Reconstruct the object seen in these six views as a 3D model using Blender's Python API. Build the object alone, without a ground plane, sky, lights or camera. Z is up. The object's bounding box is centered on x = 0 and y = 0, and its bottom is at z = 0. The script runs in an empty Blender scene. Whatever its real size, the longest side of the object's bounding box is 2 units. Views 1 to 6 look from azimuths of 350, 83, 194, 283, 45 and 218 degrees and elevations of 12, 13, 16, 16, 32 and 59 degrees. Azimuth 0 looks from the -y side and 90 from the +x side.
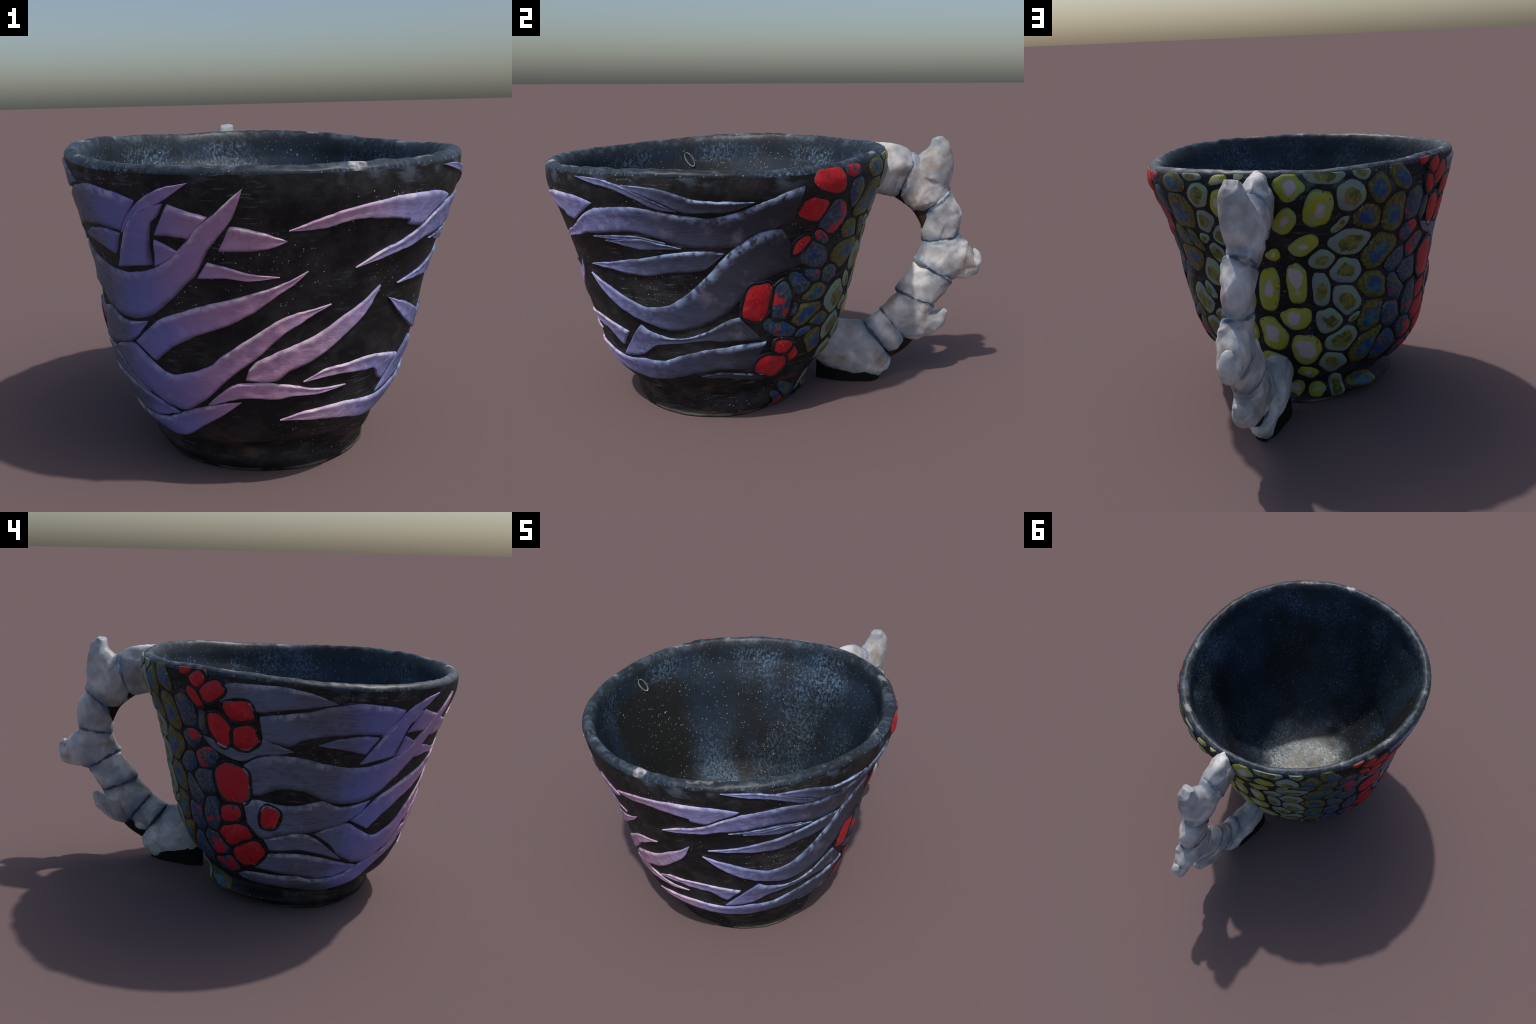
"""Hand-built ceramic mug: black clay cup with carved lavender feathers on the front,
enamel-like scales round the back and a handle built as a curling spine of bone."""
import math
import random

import bpy
import bmesh
import numpy as np
from mathutils import Vector, noise

random.seed(7)
rng = np.random.default_rng(7)


def feather_path(*stations):
    return stations


# ------------------------------------------------------------------ proportions of the cup
HEIGHTS = [0, 0.04, 0.09, 0.15, 0.22, 0.32, 0.45, 0.62, 0.8, 0.93, 1]
WOBBLE = [  # one row per height: mean radius, then cos/sin of 1..4 turns
    [0.3745, 0.0172, -0.0005, 0.0109, 0.0028, -0.0160, -0.0064, 0.0059, 0.0067],
    [0.3984, 0.0159, -0.0251, -0.0069, 0.0044, 0.0049, -0.0030, -0.0038, -0.0003],
    [0.3966, 0.0114, -0.0036, 0.0093, 0.0025, -0.0110, -0.0012, -0.0197, 0.0010],
    [0.4588, 0.0221, -0.0213, 0.0089, -0.0042, -0.0017, 0.0030, 0.0006, 0.0023],
    [0.5091, 0.0152, -0.0153, 0.0061, 0.0048, 0.0022, 0.0033, 0.0051, -0.0022],
    [0.5509, 0.0133, -0.0177, 0.0064, -0.0009, -0.0028, 0.0012, 0.0021, -0.0009],
    [0.5845, 0.0169, -0.0126, 0.0115, 0.0001, -0.0033, 0.0050, -0.0014, 0.0008],
    [0.6188, 0.0182, -0.0061, 0.0170, 0.0005, -0.0044, 0.0040, 0.0001, -0.0014],
    [0.6737, 0.0226, -0.0016, 0.0209, 0.0005, -0.0064, 0.0069, -0.0052, -0.0010],
    [0.7198, 0.0167, 0.0063, 0.0238, -0.0018, -0.0038, 0.0035, -0.0025, 0.0003],
    [0.7209, 0.0254, 0.0033, 0.0186, -0.0065, -0.0040, 0.0030, -0.0025, -0.0010],
]
RIM_HEIGHT = [1.1032, -0.0214, -0.0147, 0.0001, 0.0071, -0.0014, 0.0051, 0.0015, -0.0041]
AXIS = (-0.0052, -0.2429)
FEATHERS = [   # spine stations: turn (degrees), height (0 foot, 1 rim), width (m), lean of the width from upright (degrees)
    feather_path((-104.3, 0.917, 0.082, 28), (-93, 0.911, 0.117, -15), (-84.9, 0.922, 0.098, -12), (-79, 0.927, 0.083, -2), (-70.6, 0.93, 0.037, -6), (-65, 0.927, 0, -6)),
    feather_path((-90.6, 0.805, 0.093, -6), (-84.4, 0.806, 0.122, -4), (-81.3, 0.807, 0.136, -9), (-74.6, 0.833, 0.123, 7), (-66.7, 0.858, 0.128, 0), (-57.7, 0.871, 0.132, 3), (-50.2, 0.867, 0.126, 11), (-43.7, 0.855, 0.14, 41)),
    feather_path((-69.9, 0.765, 0, 7), (-63.5, 0.774, 0.036, 7), (-56.9, 0.774, 0.067, 15), (-50.3, 0.766, 0.086, 34)),
    feather_path((-46.9, 0.7, 0.169, -100), (-44, 0.77, 0.121, -96), (-40.8, 0.837, 0.094, -98), (-37, 0.873, 0.061, -76), (-33.9, 0.902, 0.031, -94)),
    feather_path((-47, 0.802, 0.018, -97), (-43, 0.852, 0.02, -97), (-38.6, 0.891, 0.023, -41), (-32.3, 0.926, 0.028, -24), (-25.8, 0.957, 0, -24)),
    feather_path((-34.6, 0.853, 0.123, 32), (-29.3, 0.844, 0.098, 34), (-24.6, 0.832, 0.095, 45)),
    feather_path((-19.4, 0.805, 0.082, 28), (-13, 0.802, 0.065, 2), (-8.1, 0.797, 0.036, 0), (-4.1, 0.798, 0, 0)),
    feather_path((-38.4, 0.754, 0.096, 11), (-34.7, 0.757, 0.055, 13), (-31, 0.764, 0, 13)),
    feather_path((-96.8, 0.584, 0.128, -26), (-91, 0.614, 0.161, -8), (-84.2, 0.639, 0.155, 0), (-75.2, 0.642, 0.147, 0), (-66.6, 0.617, 0.169, -5), (-60.7, 0.605, 0.171, -1), (-54.5, 0.602, 0.167, 1), (-45.3, 0.621, 0.15, -8), (-37.7, 0.662, 0.106, -25), (-31.1, 0.715, 0.092, -22), (-28.1, 0.742, 0.11, -6), (-24, 0.805, 0.074, -17), (-19, 0.861, 0.042, -54), (-16.3, 0.9, 0.028, -34), (-13.9, 0.943, 0, -34)),
    feather_path((-115.2, 0.738, 0, 26), (-109.3, 0.708, 0.035, 26), (-102.2, 0.689, 0.048, 5), (-96.7, 0.692, 0.051, 4), (-90.5, 0.731, 0.068, 2), (-84.1, 0.73, 0.037, 0), (-78.3, 0.73, 0, 0)),
    feather_path((-25.8, 0.713, 0.064, 33), (-18.8, 0.707, 0.03, 21), (-13.4, 0.696, 0.015, 0), (-5.7, 0.695, 0, 0)),
    feather_path((-98.2, 0.461, 0.086, -10), (-92, 0.439, 0.18, -8), (-84.3, 0.447, 0.146, -4), (-75.8, 0.457, 0.125, -2), (-70.7, 0.467, 0.134, -3), (-65, 0.48, 0.133, -8), (-59.1, 0.479, 0.084, -19), (-53.6, 0.492, 0.055, -18), (-46.1, 0.533, 0, -18)),
    feather_path((-49.9, 0.429, 0.102, -62), (-45.2, 0.465, 0.096, -24), (-40.4, 0.502, 0.096, -24), (-32.9, 0.538, 0.087, -16), (-25.4, 0.568, 0.081, -27), (-18.2, 0.596, 0.072, -36), (-12.1, 0.625, 0.05, -30), (-7.1, 0.653, 0.024, -39), (-3.3, 0.673, 0.014, -59), (1.4, 0.709, 0, -59)),
    feather_path((-89.3, 0.336, 0.047, -28), (-81.7, 0.352, 0.069, -1), (-75.6, 0.362, 0.08, -12), (-67.6, 0.349, 0.115, -31), (-54.6, 0.276, 0, -31)),
    feather_path((-68.9, 0.403, 0, -6), (-62.4, 0.391, 0.08, -6), (-56.5, 0.372, 0.165, 5), (-50.2, 0.339, 0.162, 9), (-43.5, 0.307, 0.151, 20), (-37, 0.314, 0.175, 20), (-29.8, 0.346, 0.149, 16), (-20.8, 0.422, 0.067, -29), (-14.1, 0.472, 0.062, -41), (-8.6, 0.517, 0.052, -21), (-5.3, 0.543, 0.043, -23), (-0.3, 0.569, 0.027, -27), (4.7, 0.589, 0.01, -62), (8.6, 0.604, 0, -62)),
    feather_path((-15.7, 0.393, 0.034, 23), (-9.9, 0.404, 0.082, -30), (-4.2, 0.433, 0.077, -29), (2, 0.46, 0.076, -32), (8.1, 0.494, 0.065, -36), (13.6, 0.536, 0.052, -36), (19.1, 0.577, 0.035, -42), (24, 0.638, 0, -42)),
    feather_path((-29.1, 0.282, 0, -2), (-23.9, 0.313, 0.03, -2), (-18.5, 0.336, 0.05, -14), (-13.8, 0.34, 0.051, 2), (-6.5, 0.337, 0.054, -4), (-0.4, 0.334, 0.032, -9), (6.7, 0.325, 0.013, -4), (17.5, 0.329, 0, -4)),
    feather_path((-92.8, 0.26, 0.122, 45), (-80.3, 0.255, 0.114, 10), (-73.2, 0.25, 0.124, -5), (-63.1, 0.234, 0.118, -10), (-54.2, 0.224, 0.071, -14), (-43.3, 0.223, 0, -14)),
    feather_path((-107.2, 0.171, 0, 21), (-96.4, 0.151, 0.097, 21), (-81.7, 0.145, 0.104, 2), (-77, 0.146, 0.106, -4), (-59.5, 0.138, 0.098, -24), (-52.5, 0.149, 0.084, 0), (-42.9, 0.179, 0.096, 4), (-33.2, 0.225, 0.089, 14), (-24.6, 0.267, 0.044, 4), (-17.6, 0.3, 0, 4)),
    feather_path((-3.8, 0.827, 0, -31), (3.9, 0.843, 0.027, -31), (10.9, 0.865, 0.032, -19), (19, 0.869, 0.057, -17), (26.7, 0.865, 0.08, -13), (32.4, 0.856, 0.145, 50), (38.8, 0.839, 0.168, 62)),
    feather_path((14.2, 0.707, 0, -14), (22.5, 0.739, 0.019, -14), (30.6, 0.76, 0.038, -42), (39.3, 0.803, 0.109, 27), (49.2, 0.82, 0.102, 9), (58.5, 0.824, 0.098, 5), (65.7, 0.809, 0.108, 12), (73.3, 0.79, 0.12, 11), (81.4, 0.781, 0.123, 7), (90.4, 0.794, 0.134, -1), (98.5, 0.833, 0.128, 5), (105.8, 0.859, 0.15, 9), (111.8, 0.877, 0.146, 8)),
    feather_path((38.8, 0.969, 0, 5), (47, 0.956, 0.015, 5), (54, 0.94, 0.02, -11), (59.7, 0.915, 0.02, 7), (65.4, 0.886, 0.026, 0), (72.4, 0.86, 0, 0)),
    feather_path((55.5, 0.946, 0, -14), (60.1, 0.936, 0.016, -14), (65.7, 0.921, 0.035, 6), (70.8, 0.9, 0.052, 18), (75.7, 0.881, 0.058, 28), (83.2, 0.877, 0.048, 31), (89, 0.879, 0.029, -2), (96.1, 0.894, 0, -2)),
    feather_path((45.2, 0.742, 0, 19), (52.5, 0.74, 0.018, 19), (58, 0.738, 0.04, 14), (64.6, 0.733, 0.021, 9), (72.2, 0.726, 0, 9)),
    feather_path((40.2, 0.752, 0, 19), (49, 0.756, 0.007, 19), (56.2, 0.758, 0.011, 13), (62.8, 0.75, 0.008, 8), (67.3, 0.745, 0, 8)),
    feather_path((31.3, 0.63, 0, 36), (42.4, 0.641, 0.029, 36), (52.5, 0.647, 0.07, 30), (60.9, 0.654, 0.082, 11), (68, 0.669, 0.081, 7), (74.8, 0.677, 0.084, 4), (80.5, 0.68, 0.081, 15), (86.6, 0.707, 0, 15)),
    feather_path((28.6, 0.59, 0, -1), (37.5, 0.534, 0.05, -1), (47.9, 0.483, 0.087, -17), (56, 0.455, 0.084, -17), (64.2, 0.451, 0.106, -15), (74, 0.483, 0.142, -27), (81.8, 0.529, 0.162, -37), (86.9, 0.578, 0.172, -34), (92.5, 0.634, 0.176, -41), (99.6, 0.68, 0.205, -45), (106.5, 0.706, 0.217, -38), (113, 0.718, 0.193, -35)),
    feather_path((2, 0.363, 0, -17), (9.6, 0.384, 0.024, -17), (17.3, 0.386, 0.035, -21), (24.3, 0.386, 0.052, -7), (29.9, 0.38, 0.048, 16), (35.4, 0.35, 0.09, 30), (40.1, 0.333, 0.099, 40)),
    feather_path((41.9, 0.335, 0.25, 42), (51.4, 0.335, 0.144, 31), (59, 0.355, 0.053, 37), (68.8, 0.364, 0.015, 7), (76.5, 0.38, 0.022, -23), (82.8, 0.392, 0.057, -9), (90.2, 0.406, 0.102, -17), (98.1, 0.41, 0.141, -41)),
    feather_path((-5.1, 0.235, 0, -15), (2.2, 0.243, 0.023, -15), (10.1, 0.242, 0.04, -15), (18.9, 0.233, 0.075, -24), (34.1, 0.211, 0.093, 30), (43.5, 0.21, 0.114, 19), (56.2, 0.22, 0.11, 17), (67.7, 0.253, 0.105, 1), (76.9, 0.277, 0.101, -4), (87.3, 0.292, 0.104, 1), (97.2, 0.292, 0.129, -13), (103.5, 0.312, 0.086, 26)),
    feather_path((75, 0.207, 0, 3), (84.2, 0.215, 0.019, 3), (99.7, 0.196, 0.025, -11), (118.5, 0.191, 0, -11)),
]
SCALES = [
    ('blue', -127.4, 0.254, 0.077, 0.065, 149),
    ('blue', -126.6, 0.613, 0.060, 0.039, 27),
    ('blue', -126.0, 0.387, 0.065, 0.048, 135),
    ('blue', -124.9, 0.496, 0.071, 0.040, 131),
    ('blue', -122.3, 0.821, 0.066, 0.050, 101),
    ('blue', -117.5, 0.547, 0.061, 0.053, 15),
    ('blue', -114.0, 0.792, 0.046, 0.023, 84),
    ('blue', 112.3, 0.386, 0.084, 0.033, 148),
    ('blue', 118.5, 0.560, 0.058, 0.033, 142),
    ('blue', 123.8, 0.358, 0.066, 0.020, 12),
    ('blue', 124.4, 0.586, 0.044, 0.025, 159),
    ('blue', 129.0, 0.067, 0.093, 0.029, 149),
    ('blue', 134.2, 0.572, 0.043, 0.039, 24),
    ('blue', 135.9, 0.883, 0.061, 0.033, 116),
    ('green', -160.2, 0.538, 0.081, 0.036, 96),
    ('green', -160.1, 0.980, 0.078, 0.029, 176),
    ('green', -159.8, 0.665, 0.050, 0.043, 176),
    ('green', -156.5, 0.405, 0.078, 0.054, 120),
    ('green', -154.2, 0.792, 0.048, 0.019, 48),
    ('green', -153.5, 0.212, 0.067, 0.053, 132),
    ('green', -151.2, 0.902, 0.064, 0.053, 98),
    ('green', -151.1, 0.328, 0.071, 0.067, 66),
    ('green', -150.2, 0.611, 0.067, 0.058, 161),
    ('green', -149.6, 0.723, 0.088, 0.055, 176),
    ('green', -149.6, 0.490, 0.077, 0.051, 116),
    ('green', -147.4, 0.067, 0.076, 0.030, 103),
    ('green', -147.2, 0.977, 0.041, 0.025, 165),
    ('green', -145.4, 0.415, 0.037, 0.020, 36),
    ('green', 141.8, 0.463, 0.078, 0.071, 32),
    ('green', 143.8, 0.335, 0.070, 0.051, 36),
    ('green', 148.8, 0.508, 0.042, 0.036, 127),
    ('green', 153.9, 0.597, 0.064, 0.049, 96),
    ('green', 154.0, 0.735, 0.038, 0.024, 11),
    ('green', 156.4, 0.977, 0.057, 0.017, 175),
    ('green', 157.5, 0.811, 0.054, 0.044, 51),
    ('green', 158.4, 0.913, 0.062, 0.048, 55),
    ('green', 159.2, 0.683, 0.045, 0.033, 117),
    ('green', 162.6, 0.758, 0.042, 0.032, 74),
    ('mixed', -121.6, 0.721, 0.051, 0.037, 24),
    ('mixed', -116.1, 0.647, 0.065, 0.040, 28),
    ('mixed', -114.3, 0.423, 0.074, 0.041, 88),
    ('mixed', -113.8, 0.305, 0.064, 0.046, 132),
    ('mixed', -109.6, 0.214, 0.066, 0.041, 31),
    ('mixed', 109.9, 0.509, 0.073, 0.038, 91),
    ('mixed', 116.8, 0.457, 0.037, 0.021, 67),
    ('mixed', 122.6, 0.667, 0.081, 0.043, 148),
    ('mixed', 122.8, 0.057, 0.059, 0.025, 121),
    ('mixed', 124.7, 0.732, 0.043, 0.020, 136),
    ('mixed', 127.7, 0.803, 0.069, 0.053, 133),
    ('mixed', 131.6, 0.968, 0.047, 0.025, 168),
    ('olive', -143.7, 0.809, 0.062, 0.047, 150),
    ('olive', -141.1, 0.916, 0.062, 0.042, 123),
    ('olive', -137.4, 0.401, 0.076, 0.059, 72),
    ('olive', -137.4, 0.533, 0.078, 0.054, 143),
    ('olive', -137.1, 0.273, 0.088, 0.065, 52),
    ('olive', -136.9, 0.669, 0.084, 0.068, 39),
    ('olive', -132.4, 0.803, 0.083, 0.057, 95),
    ('olive', -131.8, 0.943, 0.067, 0.034, 130),
    ('olive', -129.7, 0.075, 0.077, 0.033, 167),
    ('olive', 123.1, 0.439, 0.078, 0.055, 1),
    ('olive', 126.5, 0.509, 0.060, 0.041, 8),
    ('olive', 132.3, 0.391, 0.060, 0.035, 3),
    ('olive', 132.6, 0.308, 0.070, 0.043, 126),
    ('olive', 142.6, 0.722, 0.076, 0.050, 165),
    ('olive', 142.7, 0.649, 0.088, 0.069, 22),
    ('olive', 147.0, 0.834, 0.086, 0.076, 60),
    ('olive', 147.2, 0.951, 0.064, 0.040, 174),
    ('olive', 148.0, 0.726, 0.067, 0.042, 129),
    ('red', -119.5, 0.981, 0.037, 0.019, 8),
    ('red', -115.2, 0.890, 0.047, 0.025, 128),
    ('red', -113.3, 0.954, 0.041, 0.031, 19),
    ('red', -108.0, 0.919, 0.062, 0.036, 31),
    ('red', -106.4, 0.777, 0.070, 0.048, 114),
    ('red', -102.8, 0.360, 0.080, 0.048, 16),
    ('red', -97.7, 0.859, 0.065, 0.042, 3),
    ('red', -97.1, 0.290, 0.083, 0.055, 41),
    ('red', -96.5, 0.762, 0.061, 0.047, 36),
    ('red', -87.1, 0.458, 0.050, 0.037, 79),
    ('red', 99.8, 0.515, 0.086, 0.050, 75),
    ('red', 108.7, 0.238, 0.071, 0.054, 157),
    ('red', 113.6, 0.319, 0.042, 0.035, 154),
    ('red', 115.9, 0.717, 0.044, 0.027, 52),
    ('red', 118.6, 0.846, 0.075, 0.047, 160),
    ('red', 120.1, 0.268, 0.035, 0.029, 125),
    ('red', 122.6, 0.948, 0.081, 0.052, 158),
    ('scarlet', -104.7, 0.448, 0.056, 0.037, 28),
    ('scarlet', -103.0, 0.571, 0.084, 0.076, 95),
    ('yellow', -178.0, 0.687, 0.030, 0.027, 36),
    ('yellow', -174.0, 0.062, 0.041, 0.034, 61),
    ('yellow', -173.0, 0.820, 0.057, 0.038, 59),
    ('yellow', -170.8, 0.947, 0.056, 0.055, 43),
    ('yellow', -170.7, 0.427, 0.069, 0.053, 11),
    ('yellow', -169.8, 0.572, 0.092, 0.043, 91),
    ('yellow', -166.9, 0.287, 0.083, 0.063, 101),
    ('yellow', -166.6, 0.723, 0.062, 0.041, 30),
    ('yellow', -165.9, 0.157, 0.050, 0.037, 145),
    ('yellow', -162.0, 0.862, 0.081, 0.056, 77),
    ('yellow', -160.3, 0.058, 0.040, 0.037, 77),
    ('yellow', 165.9, 0.886, 0.066, 0.040, 71),
    ('yellow', 166.1, 0.968, 0.046, 0.022, 13),
    ('yellow', 173.5, 0.985, 0.028, 0.018, 37),
    ('yellow', 178.7, 0.362, 0.089, 0.063, 111),
    ('yellow', 179.0, 0.547, 0.102, 0.045, 83),
]
HEIGHTS = np.array(HEIGHTS)
WOBBLE = np.array(WOBBLE)
RIM_HEIGHT = np.array(RIM_HEIGHT)
NT = len(HEIGHTS)
RISE = 1.166            # metres of wall per unit of height (wall slope included)


def turns(a):
    cols = [np.ones_like(a)]
    for k in range(1, 5):
        cols += [np.cos(k * a), np.sin(k * a)]
    return np.stack(cols, -1)


def tangent_rows():
    d = np.zeros((NT, NT))
    for i in range(NT):
        if i == 0:
            g = 1 / (HEIGHTS[1] - HEIGHTS[0])
            d[0, 0], d[0, 1] = -g, g
        elif i == NT - 1:
            g = 1 / (HEIGHTS[i] - HEIGHTS[i - 1])
            d[i, i], d[i, i - 1] = g, -g
        else:
            h0, h1 = HEIGHTS[i] - HEIGHTS[i - 1], HEIGHTS[i + 1] - HEIGHTS[i]
            w0, w1 = h1 / (h0 + h1), h0 / (h0 + h1)
            d[i, i] += w0 / h0 - w1 / h1
            d[i, i - 1] -= w0 / h0
            d[i, i + 1] += w1 / h1
    return d


SLOPES = tangent_rows() @ WOBBLE


def radius(a, t):
    """Outer radius of the thrown wall at turn a (radians) and height t (0..1)."""
    a, t = np.broadcast_arrays(np.asarray(a, float), np.asarray(t, float))
    tc = np.clip(t, 0, 1)
    i = np.clip(np.searchsorted(HEIGHTS, tc, side='right') - 1, 0, NT - 2)
    h = HEIGHTS[i + 1] - HEIGHTS[i]
    s = (tc - HEIGHTS[i]) / h
    f = turns(a)
    p0 = (WOBBLE[i] * f).sum(-1)
    p1 = (WOBBLE[i + 1] * f).sum(-1)
    m0 = (SLOPES[i] * f).sum(-1) * h
    m1 = (SLOPES[i + 1] * f).sum(-1) * h
    # clay left standing in the crease above the foot
    slack = 0.0
    for deg, spread, extra in ((-97, 28, 0.022), (-18, 24, 0.015), (100, 24, 0.012)):
        off = ((a - math.radians(deg) + np.pi) % (2 * np.pi) - np.pi) / math.radians(spread)
        slack = slack + extra * np.exp(-off**2 - ((tc - 0.105) / 0.045) ** 2)
    return ((2 * s**3 - 3 * s**2 + 1) * p0 + (s**3 - 2 * s**2 + s) * m0
            + (-2 * s**3 + 3 * s**2) * p1 + (s**3 - s**2) * m1) + slack


def rim_height(a):
    return turns(np.asarray(a, float)) @ RIM_HEIGHT


def wall(a, t, lift=0.0):
    """Point on the outer wall, lifted along the wall normal."""
    a, t, lift = np.broadcast_arrays(np.asarray(a, float), np.asarray(t, float), np.asarray(lift, float))
    r = radius(a, t)
    hz = rim_height(a)
    e = 0.01
    slope = (radius(a, np.minimum(t + e, 1)) - radius(a, np.maximum(t - e, 0))) / (np.minimum(t + e, 1) - np.maximum(t - e, 0)) / hz
    n = 1 / np.sqrt(1 + slope**2)
    rr = r + lift * n
    z = t * hz - lift * slope * n
    return np.stack([AXIS[0] + rr * np.sin(a), AXIS[1] - rr * np.cos(a), np.maximum(z, 0.0)], -1)


def ground(a):
    """How far the clay lies below the decorated face: shallow behind the feathers, deeper between the scales."""
    back = 0.5 - 0.5 * np.cos(np.asarray(a, float))
    return 0.005 + 0.0025 * np.clip((back - 0.55) / 0.2, 0, 1)


def lump(p, scale, seed=0.0):
    return noise.noise(Vector((p[0] * scale + seed, p[1] * scale - seed, p[2] * scale + 0.37 * seed)))


# ------------------------------------------------------------------ node helpers
class Nodes:
    def __init__(self, name):
        self.mat = bpy.data.materials.new(name)
        self.mat.use_nodes = True
        self.tree = self.mat.node_tree
        self.bsdf = self.tree.nodes['Principled BSDF']
        self.coord = self.tree.nodes.new('ShaderNodeTexCoord').outputs['Object']

    def put(self, socket, value):
        if isinstance(value, bpy.types.NodeSocket):
            self.tree.links.new(value, socket)
        elif value is not None:
            socket.default_value = value

    def noise(self, scale, detail=3.0, vector=None, stretch=None, offset=None, rough=0.55):
        n = self.tree.nodes.new('ShaderNodeTexNoise')
        n.inputs['Scale'].default_value = scale
        n.inputs['Detail'].default_value = detail
        n.inputs['Roughness'].default_value = rough
        self.put(n.inputs['Vector'], self.moved(vector or self.coord, stretch, offset))
        return n.outputs['Fac']

    def moved(self, vector, stretch=None, offset=None):
        if stretch is None and offset is None:
            return vector
        m = self.tree.nodes.new('ShaderNodeMapping')
        self.put(m.inputs['Vector'], vector)
        if stretch is not None:
            m.inputs['Scale'].default_value = stretch
        if offset is not None:
            self.put(m.inputs['Location'], offset)
        return m.outputs['Vector']

    def math(self, op, a, b=None, c=None):
        n = self.tree.nodes.new('ShaderNodeMath')
        n.operation = op
        for k, v in enumerate((a, b, c)):
            if v is not None:
                self.put(n.inputs[k], v)
        return n.outputs[0]

    def mask(self, value, low, high):
        n = self.tree.nodes.new('ShaderNodeMapRange')
        n.interpolation_type = 'SMOOTHSTEP'
        self.put(n.inputs['Value'], value)
        n.inputs['From Min'].default_value = low
        n.inputs['From Max'].default_value = high
        if low > high:
            n.inputs['From Min'].default_value = high
            n.inputs['From Max'].default_value = low
            n.inputs['To Min'].default_value = 1
            n.inputs['To Max'].default_value = 0
        return n.outputs['Result']

    def ramp(self, value, stops):
        n = self.tree.nodes.new('ShaderNodeValToRGB')
        el = n.color_ramp.elements
        while len(el) < len(stops):
            el.new(0.5)
        for e, (pos, col) in zip(el, stops):
            e.position = pos
            e.color = (*col, 1)
        self.put(n.inputs['Fac'], value)
        return n.outputs['Color']

    def mix(self, fac, a, b, blend='MIX'):
        n = self.tree.nodes.new('ShaderNodeMix')
        n.data_type = 'RGBA'
        n.blend_type = blend
        self.put(n.inputs['Factor'], fac)
        ins = [s for s in n.inputs if s.type == 'RGBA']
        for s, v in zip(ins, (a, b)):
            self.put(s, (*v, 1) if isinstance(v, tuple) else v)
        return [s for s in n.outputs if s.type == 'RGBA'][0]

    def attribute(self, name):
        n = self.tree.nodes.new('ShaderNodeAttribute')
        n.attribute_name = name
        return n.outputs['Fac']

    def axis(self, k):
        n = self.tree.nodes.new('ShaderNodeSeparateXYZ')
        self.put(n.inputs[0], self.coord)
        return n.outputs[k]

    def chance(self):
        return self.tree.nodes.new('ShaderNodeObjectInfo').outputs['Random']

    def turn(self):
        """Angle round the cup in degrees, 0 at the front, for parts whose origin is the world's."""
        x = self.math('SUBTRACT', self.axis(0), AXIS[0])
        y = self.math('SUBTRACT', AXIS[1], self.axis(1))
        return self.math('MULTIPLY', self.math('ARCTAN2', x, y), 57.2958)

    def specks(self, scale, size, share, vector=None):
        """Small round dots, only a share of the cells has one."""
        v = self.tree.nodes.new('ShaderNodeTexVoronoi')
        v.inputs['Scale'].default_value = scale
        self.put(v.inputs['Vector'], vector or self.coord)
        s = self.tree.nodes.new('ShaderNodeSeparateColor')
        self.put(s.inputs[0], v.outputs['Color'])
        chosen = self.math('LESS_THAN', s.outputs[0], share)
        width = self.math('MULTIPLY', s.outputs[1], size)
        near = self.math('LESS_THAN', v.outputs['Distance'], width)
        return self.math('MULTIPLY', chosen, near)

    def bump(self, height, strength, distance=0.004):
        b = self.tree.nodes.new('ShaderNodeBump')
        b.inputs['Strength'].default_value = strength
        b.inputs['Distance'].default_value = distance
        self.put(b.inputs['Height'], height)
        self.put(self.bsdf.inputs['Normal'], b.outputs['Normal'])

    def finish(self, colour, rough=0.55, spec=0.25):
        self.put(self.bsdf.inputs['Base Color'], (*colour, 1) if isinstance(colour, tuple) else colour)
        self.put(self.bsdf.inputs['Roughness'], rough)
        self.put(self.bsdf.inputs['Specular IOR Level'], spec)
        return self.mat


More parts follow.
